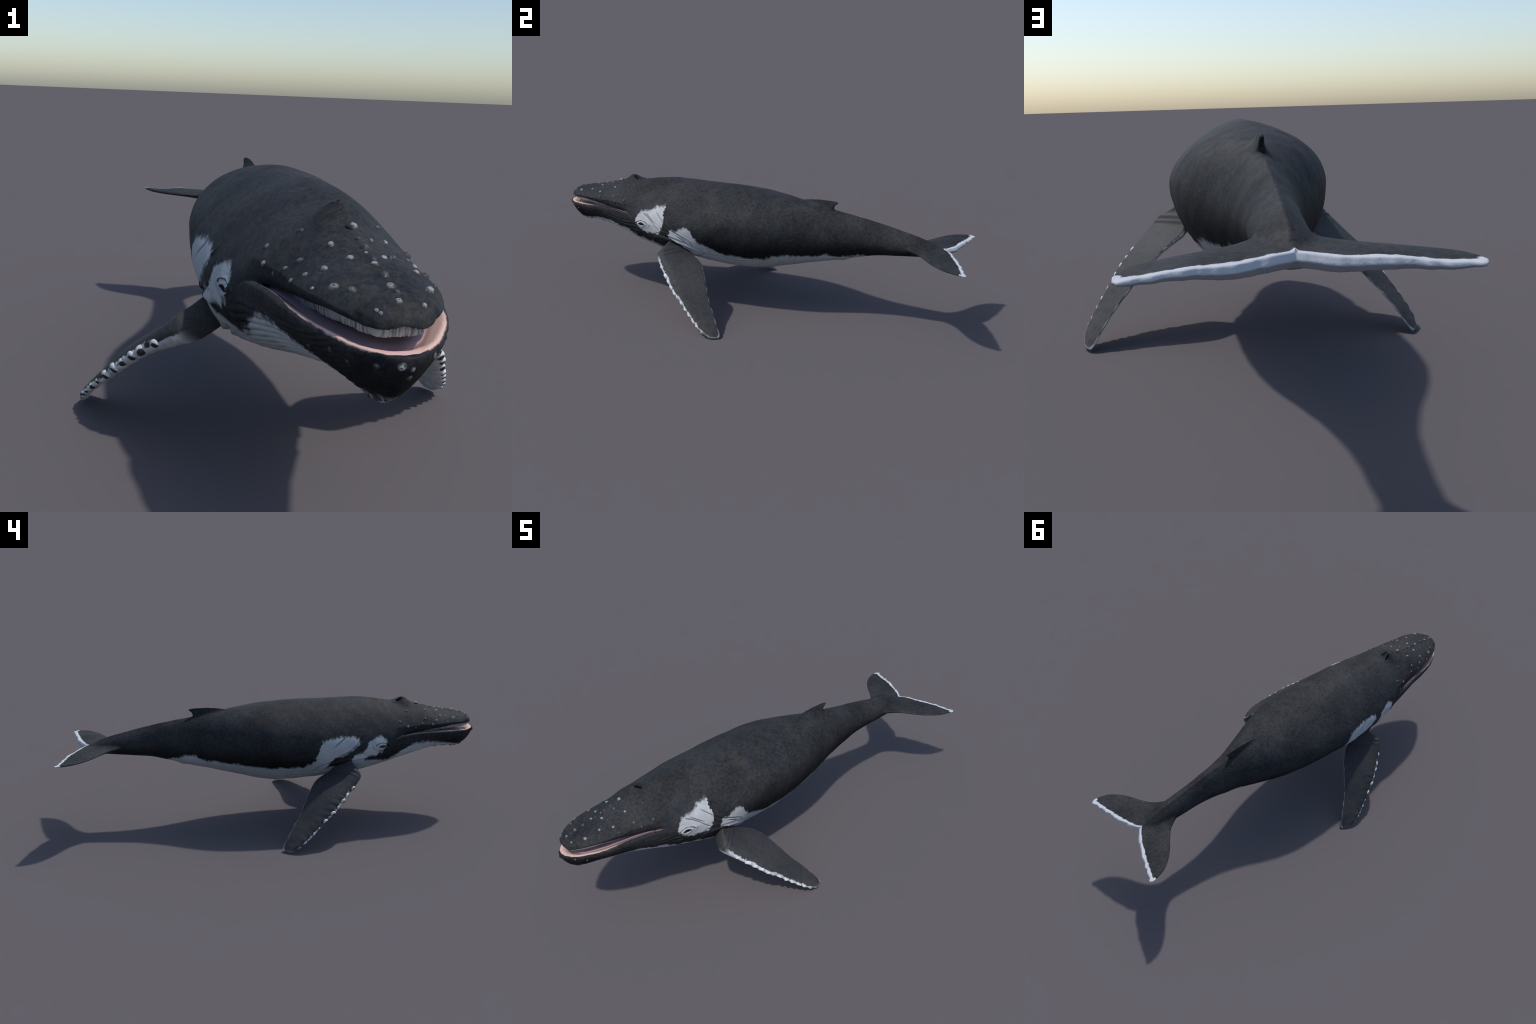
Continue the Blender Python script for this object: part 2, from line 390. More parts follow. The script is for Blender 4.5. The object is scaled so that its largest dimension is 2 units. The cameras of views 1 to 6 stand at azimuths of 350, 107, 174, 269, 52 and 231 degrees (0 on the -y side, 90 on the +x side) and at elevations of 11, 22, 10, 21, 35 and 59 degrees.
# white throat and belly, left then right
bl = k.curve(yy, [(-1, .330), (-.93, .334), (-.89, .334), (-.86, .350), (-.82, .362), (-.77, .370), (-.7, .365), (-.65, .352), (-.6, .345), (-.555, .322), (-.485, .309), (-.42, .306), (-.385, .30), (-.374, .385), (-.365, .402), (-.34, .390), (-.311, .403), (-.291, .412), (-.267, .397), (-.25, .36), (-.211, .34), (-.177, .32), (-.137, .296), (-.064, .289), (.018, .288), (.07, .286), (.127, .312), (.179, .32), (.237, .322), (.304, .32), (.346, .33), (.388, .323), (.43, .322), (.49, .333), (.524, .334), (.56, .30), (.6, .25)])
br_ = k.curve(yy, [(-1, .330), (-.93, .336), (-.89, .336), (-.86, .357), (-.815, .378), (-.778, .390), (-.72, .391), (-.68, .385), (-.64, .361), (-.607, .341), (-.557, .316), (-.49, .326), (-.442, .324), (-.42, .305), (-.26, .30), (-.25, .40), (-.236, .425), (-.225, .385), (-.205, .347), (-.19, .325), (-.152, .306), (-.08, .301), (-.026, .288), (.028, .303), (.1, .308), (.136, .322), (.19, .324), (.254, .332), (.309, .332), (.354, .348), (.4, .354), (.439, .341), (.478, .332), (.52, .31), (.56, .28), (.6, .25)])
mL = below(bl); mR = below(br_)
# dark patch round the left flipper root
ey = k.sub(k.y, -.385); ez = k.sub(k.z, .318)
ca, sa = math.cos(-.36), math.sin(-.36)
eu = k.math('DIVIDE', k.add(k.mul(ey, ca), k.mul(ez, sa)), .082); ev = k.math('DIVIDE', k.sub(k.mul(ez, ca), k.mul(ey, sa)), .036)
el = k.add(k.add(k.mul(eu, eu), k.mul(ev, ev)), k.mul(k.sub(fr, .5), .9))
mL = k.mn(mL, k.ramp(el, .9, 1.1))
eL = band(k.curve(yy, [(-.575, .30), (-.563, .425), (-.557, .434), (-.542, .447), (-.514, .459), (-.49, .466), (-.464, .483), (-.424, .494), (-.413, .49), (-.404, .30)]),
          k.curve(yy, [(-.575, .42), (-.546, .377), (-.54, .366), (-.516, .358), (-.497, .356), (-.462, .364), (-.443, .36), (-.422, .379), (-.412, .40), (-.424, .45), (-.404, .49)][:9] + [(-.402, .49)]))
eR = band(k.curve(yy, [(-.57, .30), (-.556, .415), (-.551, .42), (-.534, .44), (-.508, .445), (-.487, .437), (-.471, .422), (-.455, .409), (-.449, .39), (-.429, .374), (-.393, .364), (-.38, .335), (-.36, .30)]),
          k.curve(yy, [(-.57, .42), (-.551, .415), (-.546, .404), (-.529, .367), (-.514, .357), (-.49, .354), (-.466, .352), (-.447, .345), (-.440, .2), (-.36, .2)]))
fR = band(k.curve(yy, [(-.44, .30), (-.424, .438), (-.404, .444), (-.369, .454), (-.323, .456), (-.282, .448), (-.25, .435), (-.236, .428), (-.225, .385), (-.21, .30)]),
          k.curve(yy, [(-.44, .45), (-.422, .432), (-.413, .418), (-.387, .395), (-.352, .375), (-.302, .348), (-.274, .324), (-.263, .295), (-.255, .2), (-.2, .2)]))
white = k.add(k.mul(left, k.mx(mL, eL)), k.mul(k.inv(left), k.mx(k.mx(mR, eR), fR)))
white = k.mul(white, k.math('LESS_THAN', k.y, .66))
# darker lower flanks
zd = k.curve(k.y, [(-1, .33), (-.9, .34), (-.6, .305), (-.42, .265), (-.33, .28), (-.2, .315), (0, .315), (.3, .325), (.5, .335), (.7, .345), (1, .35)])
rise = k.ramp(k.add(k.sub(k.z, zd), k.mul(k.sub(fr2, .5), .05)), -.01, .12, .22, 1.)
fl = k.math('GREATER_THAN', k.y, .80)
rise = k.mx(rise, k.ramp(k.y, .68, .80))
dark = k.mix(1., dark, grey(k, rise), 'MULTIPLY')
# pleat grooves drawn darker inside the white
ph = k.math('ARCTAN2', k.x, k.sub(.47, k.z))
phw_ = k.add(ph, k.add(k.mul(k.math('SINE', k.add(k.mul(k.y, 21.), k.mul(ph, 3.))), .016), k.mul(k.math('SINE', k.add(k.mul(k.y, 63.), k.mul(ph, 9.))), .006)))
line = k.math('POWER', k.math('COSINE', k.mul(phw_, float(PLEAT_N)), clamp=True), 7.)
pm = k.mul(k.ramp(k.y, -.95, -.88), k.ramp(k.y, -.04, .07, 1., 0.))
pm = k.mul(pm, k.mx(k.ramp(k.math('ABSOLUTE', ph), .62, .80, 1., 0.), k.ramp(k.y, -.62, -.5, 1., 0.)))
line = k.mul(k.mul(line, pm), k.ramp(k.noise(9, 2, .5, off=(2, 2, 8)), .34, .56, .35, 1.))
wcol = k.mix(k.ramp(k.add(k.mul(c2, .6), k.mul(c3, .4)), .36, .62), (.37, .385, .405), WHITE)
wcol = k.mix(k.ramp(k.z, .36, .30, 0., .45), wcol, (.22, .228, .242))  # low belly white greyed by height: body shading baked into the colour
wcol = k.mix(k.mul(line, .78), wcol, (.07, .07, .075))
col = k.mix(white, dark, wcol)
# fold lines
cr = None
for sg, cs in CREASES.items():
    side = left if sg > 0 else k.inv(left)
    for c in cs:
        f = k.curve(k.y, [(c[0][0] - .004, 0.)] + c + [(c[-1][0] + .004, 0.)])
        d = k.math('ABSOLUTE', k.sub(k.z, f))
        mm = k.mul(k.ramp(d, .0008, .0034, 1., 0.), side)
        mm = k.mul(mm, k.mul(k.ramp(k.y, c[0][0], c[0][0] + .015), k.ramp(k.y, c[-1][0] - .03, c[-1][0], 1., 0.)))
        cr = mm if cr is None else k.mx(cr, mm)
cr = k.mul(cr, k.math('GREATER_THAN', k.math('ABSOLUTE', k.x), .1))
col = k.mix(k.mul(cr, .75), col, (.012, .013, .015))
# darker skin round the eyes
axx = k.math('ABSOLUTE', k.x)
e1 = k.math('DIVIDE', k.sub(k.y, EYE[0]), .0165); e2 = k.math('DIVIDE', k.sub(k.sub(k.z, EYE[1]), k.mul(k.sub(k.y, EYE[0]), .1)), .0086)
ee = k.math('SQRT', k.add(k.mul(e1, e1), k.mul(e2, e2)))
sidem = k.math('GREATER_THAN', axx, .12)
ring = k.mx(k.ramp(ee, 1.0, 1.2, 1., 0.), k.mul(k.ramp(k.math('ABSOLUTE', k.sub(ee, 2.0)), .08, .28, .85, 0.), k.ramp(e2, -.4, .6)))
ring = k.mx(ring, k.mul(k.ramp(k.math('ABSOLUTE', k.sub(ee, 2.85)), .06, .2, .5, 0.), k.ramp(e2, .4, -.6)))
col = k.mix(k.mul(ring, sidem), col, (.012, .012, .014))
# dark skin in front of eye (lid corner)
# blowholes
b1 = k.sub(axx, .0115); b0 = k.add(k.y, .632)
bu_ = k.math('DIVIDE', k.add(k.mul(b0, math.cos(ba)), k.mul(b1, math.sin(ba))), .018)
bw_ = k.math('DIVIDE', k.sub(k.mul(b1, math.cos(ba)), k.mul(b0, math.sin(ba))), .0042)
hole = k.mul(k.ramp(k.add(k.mul(bu_, bu_), k.mul(bw_, bw_)), .7, 1.1, 1., 0.), k.math('GREATER_THAN', k.z, .5))
col = k.mix(hole, col, (.003, .003, .003))
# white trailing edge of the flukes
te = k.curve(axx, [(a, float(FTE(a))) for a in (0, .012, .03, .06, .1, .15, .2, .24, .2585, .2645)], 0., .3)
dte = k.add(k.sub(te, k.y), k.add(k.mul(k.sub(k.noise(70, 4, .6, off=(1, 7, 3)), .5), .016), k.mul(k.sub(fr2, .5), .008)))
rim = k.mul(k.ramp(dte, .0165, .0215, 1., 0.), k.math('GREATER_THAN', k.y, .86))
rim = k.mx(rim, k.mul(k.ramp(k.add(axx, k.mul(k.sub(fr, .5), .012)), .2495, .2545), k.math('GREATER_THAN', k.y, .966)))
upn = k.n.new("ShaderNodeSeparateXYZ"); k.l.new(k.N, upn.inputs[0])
under = k.ramp(upn.outputs[2], -.45, .25)  # dims the rim white on down-facing parts, a tinted-in shadow
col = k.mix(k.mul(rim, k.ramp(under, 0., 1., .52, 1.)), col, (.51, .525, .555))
# pink inner lip of the lower jaw
W = k.curve(k.y, [(-1, -.02), (-.996, -.02), (-.994, .013), (-.985, .028), (-.97, .045), (-.95, .066), (-.93, .080), (-.9, .097), (-.86, .1135), (-.82, .1225), (-.78, .1255), (-.72, .1345), (-.66, .146), (-.61, .148), (-.59, .13), (-.575, -.02)])
LZ = k.curve(k.y, [(-1, .405), (-.98, .4065), (-.96, .404), (-.94, .395), (-.9, .394), (-.84, .399), (-.78, .403), (-.72, .405), (-.66, .403), (-.62, .397), (-.58, .385)])
pk = k.ramp(k.sub(k.add(W, k.mul(k.sub(fr, .5), .006)), axx), -.0015, .002)
CZ = k.curve(k.y, [(a, float(LOZ(a)) - .0115) for a in (-1, -.98, -.95, -.9, -.84, -.78, -.72, -.66, -.62, -.595, -.575)])
deep = k.mn(k.math('GREATER_THAN', k.z, LZ), k.math('LESS_THAN', axx, k.sub(W, .0125)))
pk = k.mul(pk, k.mx(deep, k.math('GREATER_THAN', k.z, CZ)))
pk = k.mul(pk, k.math('LESS_THAN', k.z, .447)); pk = k.mul(pk, k.math('LESS_THAN', k.y, -.57))
mauve = (.22, .155, .175)
pcol = k.mix(k.ramp(k.add(k.y, k.mul(k.sub(c2, .5), .03)), -.90, -.74), PINK, mauve)
pink_skin_mask = pk
k.bump(k.add(k.mul(c3, .8), k.mul(k.noise(260, 3, .6, stretch=(1, .9, 1)), .6)), .35, .002)
rgh = k.ramp(c2, .3, .7, .62, .75)
SKIN = k.done(col, rgh, .12)
import copy
# the jaw uses the same skin plus the pink inner lip
JAW = SKIN.copy(); JAW.name = "jaw_skin"
kk = NB.__new__(NB); kk.m = JAW; kk.t = JAW.node_tree; kk.n = kk.t.nodes; kk.l = kk.t.links
bsdf = kk.n["Principled BSDF"]
def twin(sock): return kk.n[sock.node.name].outputs[[o.identifier for o in sock.node.outputs].index(sock.identifier)]
mixn = kk.n.new("ShaderNodeMix"); mixn.data_type = 'RGBA'
kk.l.new(twin(pk), mixn.inputs[0]); kk.l.new(twin(col), mixn.inputs[6]); kk.l.new(twin(pcol), mixn.inputs[7])
kk.l.new(mixn.outputs[2], bsdf.inputs["Base Color"])

k = NB("mouth_roof"); ROOF = k.done(k.mix(k.noise(30), (.05, .03, .033), (.09, .055, .06)), .5)
k = NB("tongue_flesh")
ROOFC = k.mix(k.ramp(k.y, -.93, -.7), (.33, .225, .24), (.27, .20, .245))
TONGUE = k.done(k.mix(k.mul(k.noise(22, 3), .5), ROOFC, (.25, .175, .20)), .42, .4)
k = NB("baleen_keratin")
bn = k.noise(240, 2, .5, stretch=(1, 1, .03)); bb = k.ramp(k.y, -.94, -.70)
bc = k.mix(bb, (.46, .45, .445), (.19, .20, .22))
bc = k.mix(k.ramp(bn, .34, .56, .7, 0.), bc, (.07, .068, .07))
BALEEN = k.done(bc, .5, .3)
k = NB("eyeball")
dd = k.math('SQRT', k.add(k.mul(k.y, k.y), k.mul(k.z, k.z)))
EYEM = k.done(k.mix(k.ramp(k.y, -.0095, -.0060, 1., 0.), k.mix(k.ramp(dd, .003, .0045), (.004, .003, .003), (.022, .014, .011)), (.30, .12, .10)), .18, .5)
k = NB("eyelid_pale"); LIDP = k.done(k.mix(k.noise(90), (.28, .29, .31), (.44, .455, .48)), .5)
k = NB("eyelid_dark"); LIDD = k.done(k.mix(k.noise(90), (.02, .021, .023), (.045, .045, .046)), .5)

# ------------------------------------------------------------------ split the fused body into named parts
root = bpy.data.objects.new("whale", None); bpy.context.scene.collection.objects.link(root)
root["label"] = "dark humpback whale with open mouth, white patches and fluke edges"
root["category"] = "whale"

NF = len(fm.polygons)
ls = np.empty(NF, np.int32); lt = np.empty(NF, np.int32)
fm.polygons.foreach_get("loop_start", ls); fm.polygons.foreach_get("loop_total", lt)
lv = np.empty(len(fm.loops), np.int32); fm.loops.foreach_get("vertex_index", lv)
assert (lt == 4).all() or True
cen = np.empty(NF * 3, np.float32); fm.polygons.foreach_get("center", cen); cen = cen.reshape(-1, 3)
fnm = np.empty(NF * 3, np.float32); fm.polygons.foreach_get("normal", fnm); fnm = fnm.reshape(-1, 3)
bt = BVHTree.FromPolygons([Vector(p) for p in solids[0][0]], solids[0][1])
bj = BVHTree.FromPolygons([Vector(p) for p in solids[1][0]], solids[1][1])
lab = np.full(NF, 2, np.int32)                      # 2 torso
cx, cy, cz = cen.T
lab[(cy < -.47 - .25 * (cz - .4))] = 0             # 0 head
cand = np.where(cy < -.50)[0]
for i in cand:
    p = Vector(cen[i].tolist())
    if bj.find_nearest(p)[3] < bt.find_nearest(p)[3]: lab[i] = 1   # 1 lower jaw
lab[(lab == 1) & (cy > -.53) & (cz > .36)] = 0
# throat behind the jaw belongs to the torso
lab[cy > .44] = 3                                   # 3 tail stock
lab[(cy > .69 + .0) & (np.abs(cx) > .052 - .06 * sstep(.80, .87, cy))] = 4
lab[(cy > .845)] = 4
lab[(lab == 4) & (cx < 0)] = 5
dz = TOP(cy) - .004
lab[(cy > .18) & (cy < .39) & (cz > dz) & (np.abs(cx) < .016)] = 6
names = {0: "head", 1: "lower_jaw", 2: "torso", 3: "tail", 4: "fluke", 5: "fluke", 6: "dorsal_fin"}
PART = {}
quad = lv.reshape(-1, 4) if (lt == 4).all() else None
for L, nm in names.items():
    ids = np.where(lab == L)[0]
    if quad is not None: fs = quad[ids]
    else: fs = [lv[ls[i]:ls[i] + lt[i]] for i in ids]
    flat = np.concatenate([np.asarray(q) for q in fs]) if quad is None else fs.ravel()
    uniq, invi = np.unique(flat, return_inverse=True)
    me = bpy.data.meshes.new(nm)
    if quad is not None:
        me.vertices.add(len(uniq)); me.vertices.foreach_set("co", co[uniq].astype(np.float32).ravel())
        me.loops.add(len(invi)); me.loops.foreach_set("vertex_index", invi.astype(np.int32))
        me.polygons.add(len(ids)); me.polygons.foreach_set("loop_start", np.arange(0, len(invi), 4, dtype=np.int32))
        me.update(calc_edges=True)
    else:
        o = 0; fl_ = []
        for q in fs: fl_.append(tuple(invi[o:o + len(q)])); o += len(q)
        me.from_pydata(co[uniq].tolist(), [], fl_)
    me.shade_smooth()
    me.materials.append(JAW if L == 1 else SKIN)
    if L == 0:
        me.materials.append(ROOF)
        roof = (fnm[ids][:, 2] < -.35) & (cy[ids] < -.60) & (np.abs(cx[ids]) < UPX(cy[ids]) - .004) & (cz[ids] > .40)
        me.polygons.foreach_set("material_index", roof.astype(np.int32))
    me.normals_split_custom_set_from_vertices(nor[uniq].tolist())
    o = link(nm, me, root); PART.setdefault(nm, []).append(o)
HEAD, LJAW = PART["head"][0], PART["lower_jaw"][0]

# ------------------------------------------------------------------ tongue, baleen
rings = []
for y in np.r_[np.linspace(-.958, -.93, 12), np.linspace(-.92, -.60, 40)]:
    hw = max(.003, (float(LOX(y)) - .036) * math.sqrt(min(1, max(0.0, (y + .9605) / .035))))
    zt = float(LOZ(y)) - .0135 - .006 * (1 - sstep(-.96, -.93, y))
    th = np.linspace(0, 2 * np.pi, 48, endpoint=False)
    c, s_ = np.cos(th), np.sin(th)
    zz_ = np.where(s_ > 0, zt + .005 * s_ - .0035 * np.exp(-(c * hw / .01) ** 2) * (s_ > 0), zt + .02 * s_)
    rings.append(np.stack([hw * np.sign(c) * np.abs(c) ** .7, np.full_like(c, y), zz_], 1))
v, f = loft(rings)
link("tongue", make_mesh("tongue", v, f), LJAW, TONGUE)

# baleen: thin overlapping plates hung along the upper lip
ys = np.linspace(-.966, -.605, 400); xs = UPX(ys) - .013 * np.minimum(1, UPX(ys) / .03)
path = np.r_[np.stack([-xs[::-1], ys[::-1], UPZ(ys)[::-1]], 1), np.stack([xs, ys, UPZ(ys)], 1)]
path = resample(path, 330)
tg = np.gradient(path, axis=0); tg[:, 2] = 0; tg /= np.linalg.norm(tg, axis=1)[:, None]
V, F = [], []
for i in range(len(path)):
    p, t = path[i], tg[i]
    inn = np.array([-t[1], t[0], 0.]); inn = inn if np.dot(inn, np.array([0, -.7, 0]) - p * [1, 1, 0]) > 0 else -inn
    a = RNG.uniform(-.12, .12); d = t * math.cos(a) + inn * math.sin(a)
    hl = .0168 + RNG.uniform(-.0007, .0007) - .006 * sstep(-.75, -.62, p[1]) + .0012 * math.sin(i * .13) - .0045 * (1 - sstep(-.965, -.93, p[1]))
    w = .00145
    o = len(V); base = p + inn * RNG.uniform(-.0009, .0009)
    for zz_, dep, off in ((.012, .020, 0), (-.3 * hl, .019, -.0006), (-.75 * hl, .014, .0002), (-hl, .005, .0016)):
        for sx in (-w, w):
            for q in (off, off + dep):
                V.append(base + d * sx + inn * q + [0, 0, zz_])
    for r in range(3):
        b = o + 4 * r; n = b + 4
        F += [(b, b + 1, n + 1, n), (b + 2, n + 2, n + 3, b + 3), (b, n, n + 2, b + 2), (b + 1, b + 3, n + 3, n + 1)]
    F += [(o, o + 2, o + 3, o + 1), (o + 12, o + 13, o + 15, o + 14)]
bo = link("baleen", make_mesh("baleen", V, F, False), HEAD, BALEEN); bo["kind"] = "stuff"

# ------------------------------------------------------------------ eyes
def sphere(r, nu=32, nv=20):
    rings = []
    for a in np.linspace(.02, math.pi - .02, nv):
        th = np.linspace(0, 2 * math.pi, nu, endpoint=False)
        rings.append(np.stack([r * math.sin(a) * np.cos(th), r * math.sin(a) * np.sin(th), np.full(nu, -r * math.cos(a))], 1))
    return loft(rings)
ev_, ef_ = sphere(.0125)
eye_me = make_mesh("eye", ev_, ef_); eye_me.materials.append(EYEM)
for sg in (1, -1):
    hit = body_bvh.ray_cast(Vector((sg * .4, EYE[0], EYE[1])), Vector((-sg, 0, 0)))
    px = hit[0].x if hit[0] else sg * .18
    e = link("eye", eye_me, HEAD); e.location = (px - sg * .0088, EYE[0], EYE[1] - .0005)
    for up, mat in ((1, LIDD if sg > 0 else LIDP), (-1, LIDP)):
        q = np.linspace(-1, 1, 25); pts = []
        for t in q:
            u_ = t * .0180; v_ = up * .0084 * (1 - abs(t) ** 2.2) + (.0006 if up > 0 else -.0002)
            Y = EYE[0] + u_ * math.cos(.1); Z = EYE[1] + v_ + u_ * math.sin(.1)
            hh = body_bvh.ray_cast(Vector((sg * .4, Y, Z)), Vector((-sg, 0, 0)))[0]
            bulge = abs(px) - .0088 + math.sqrt(max(0, .0125 ** 2 - min(.0125, abs(u_)) ** 2 - v_ ** 2))
            pts.append((sg * max(abs(hh.x) - .0006, bulge if abs(t) < .6 else 0), Y, Z))
        pts = np.array(pts)
        for _ in range(3): pts[1:-1] = (pts[:-2] + 2 * pts[1:-1] + pts[2:]) / 4
        v, f = tube(pts, .0004 + .0019 * (1 - np.abs(q) ** 3))
        link("eyelid", make_mesh("eyelid", v, f), HEAD, mat)

# ------------------------------------------------------------------ tubercles (one hair follicle each)
def tub_mesh(name, r=1.0, hgt=1.0, crater=.22, mat=None):
    prof = [(1.8, -.75), (1.6, -.2), (1.3, .12), (1.04, .42), (.82, .68), (.6, .84), (.38, .88), (.2, .88 - crater * .7), (.06, .88 - crater)]
    prof = resample([(a, b * hgt / .88) for a, b in prof], 16); rings = []
    th = np.linspace(0, 2 * np.pi, 24, endpoint=False)
    for a, b in prof: rings.append(np.stack([a * np.cos(th), a * np.sin(th) * .92, np.full_like(th, b)], 1))
    v, f = loft(rings); me = make_mesh(name, v, f); me.materials.append(mat); return me
def tub_mat(name, top):
    k = NB(name)
    d, *_ = dark_skin(k)
    oi = k.n.new("ShaderNodeObjectInfo").outputs["Random"]
    r = k.math('SQRT', k.add(k.mul(k.x, k.x), k.mul(k.y, k.y)))
    jn = k.n.new("ShaderNodeTexNoise"); jn.noise_dimensions = '4D'; k.l.new(k.P, jn.inputs["Vector"]); k.put(jn.inputs["W"], k.mul(oi, 40.)); jn.inputs["Scale"].default_value = 1.5
    m = k.mul(k.ramp(k.add(r, k.mul(k.sub(jn.outputs["Fac"], .5), 1.5)), .55, 1.35, 1., 0.), k.math('ADD', k.mul(oi, .75), .3, clamp=True))
    n = k.n.new("ShaderNodeRGB"); n.outputs[0].default_value = (.0225, .0245, .028, 1)
    cc = k.mix(m, n.outputs[0], top)
    cc = k.mix(k.ramp(r, .12, .34, .7, 0.), cc, (.03, .03, .03))
    return k.done(cc, .5, .35)
TP = tub_mat("tubercle_pale", (.29, .295, .305)); TG = tub_mat("tubercle_grey", (.055, .057, .06))
pale = tub_mesh("tubercle", mat=TP); pale2 = tub_mesh("tubercle", hgt=.82, crater=.38, mat=TP); grey_ = tub_mesh("tubercle", hgt=.95, mat=TG)
# (x, y, z, radius mm, pale)
MEDIAN = [(-.718, 5.0, 1), (-.759, 4.0, 0), (-.788, 4.0, 0), (-.803, 2.8, 1), (-.830, 3.0, 0), (-.846, 4.4, 1), (-.885, 4.0, 0), (-.919, 4.0, 1), (-.937, 3.2, 0), (-.957, 3.2, 1)]
RIGHT = [(.044, -.752, .520, 4, 1), (.029, -.811, .511, 3.8, 1), (.092, -.746, .493, 4.6, 1), (.072, -.820, .497, 4.6, 1), (.097, -.800, .484, 3.2, 1), (.114, -.778, .469, 3.4, 1), (.098, -.853, .474, 2.5, 1), (.074, -.884, .484, 4.6, 1), (.055, -.911, .486, 4.4, 1), (.112, -.728, .477, 4.2, 1), (.135, -.697, .459, 3, 1), (.137, -.657, .472, 4.4, 1), (.123, -.620, .494, 3.7, 1), (.077, -.660, .534, 4.4, 0), (.03, -.968, .466, 2.6, 1), (.034, -.962, .468, 1.9, 1)]
LEFT = [(.021, -.754, .527, 3.2, 1), (.024, -.813, .512, 3.8, 1), (.035, -.955, .472, 3.0, 1), (.062, -.910, .484, 4.2, 1), (.064, -.848, .496, 4.0, 1), (.081, -.797, .494, 3.8, 1), (.106, -.786, .477, 4.0, 0), (.035, -.809, .510, 3.2, 0), (.045, -.799, .510, 2.8, 0), (.056, -.727, .521, 4.2, 1), (.102, -.718, .489, 3.2, 1), (.127, -.698, .468, 5.4, 0), (.130, -.645, .484, 5.0, 0), (.072, -.653, .539, 4.0, 0), (.089, -.865, .479, 3.2, 0), (.055, -.913, .485, 3.2, 0), (.067, -.900, .483, 3.4, 0)]
CHIN = [(.054, -.962, .404, 3.4, 1), (-.007, -1.0, .400, 3.8, 1), (.011, -.995, .396, 2.2, 1), (.009, -.984, .383, 2.8, 0), (-.034, -.978, .396, 3.4, 0), (-.066, -.943, .390, 2.4, 0), (-.087, -.919, .398, 3.0, 0), (.008, -.942, .349, 2.8, 0), (.0, -.93, .338, 2.4, 0), (.080, -.926, .392, 3.0, 1), (.093, -.871, .386, 2.6, 0), (.109, -.826, .392, 2.6, 1), (.127, -.785, .406, 2.4, 1), (.139, -.743, .410, 2.2, 0), (.100, -.779, .362, 2.6, 1), (.114, -.739, .367, 2.4, 1), (-.1, -.86, .39, 2.4, 0), (-.115, -.81, .398, 2.2, 0), (-.13, -.75, .405, 2.2, 0)]
spots = [(0.002 * (-1) ** i, a, .6, r, p, HEAD) for i, (a, r, p) in enumerate(MEDIAN)]
spots += [(-a, b, c, r, p, HEAD) for a, b, c, r, p in RIGHT] + [(a, b, c, r, p, HEAD) for a, b, c, r, p in LEFT] + [(a, b, c, r, p, LJAW) for a, b, c, r, p in CHIN]
for i in range(16):      # small irregular lumps along the keel of the chin
    t = RNG.uniform(0, 1); b = -.955 + .15 * t
    spots.append((RNG.uniform(-.022, .022) * (1 + t), b, float(BOT(b)) + .006, RNG.uniform(2.2, 4.2), int(RNG.uniform() < .35), LJAW))
for i, (a, b, c, r, p, par) in enumerate(spots):
    if c > .55: hit = body_bvh.ray_cast(Vector((a, b, .8)), Vector((0, 0, -1)))
    else: hit = body_bvh.find_nearest(Vector((a, b, c)))
    pos, nm_ = hit[0], hit[1]
    me = (pale if random.random() < .5 else pale2) if p else grey_
    o = link("tubercle", me, par)
    q = nm_.to_track_quat('Z', 'Y').to_matrix().to_4x4() @ Matrix.Rotation(random.uniform(0, 6.28), 4, 'Z')
    rr = r * .00126
    rr *= random.uniform(.85, 1.15)
    o.matrix_world = Matrix.Translation(pos - nm_ * rr * random.uniform(.0, .25)) @ q @ Matrix.Diagonal((rr * random.uniform(.85, 1.2), rr * random.uniform(.85, 1.15), rr * random.uniform(.75, 1.1), 1))

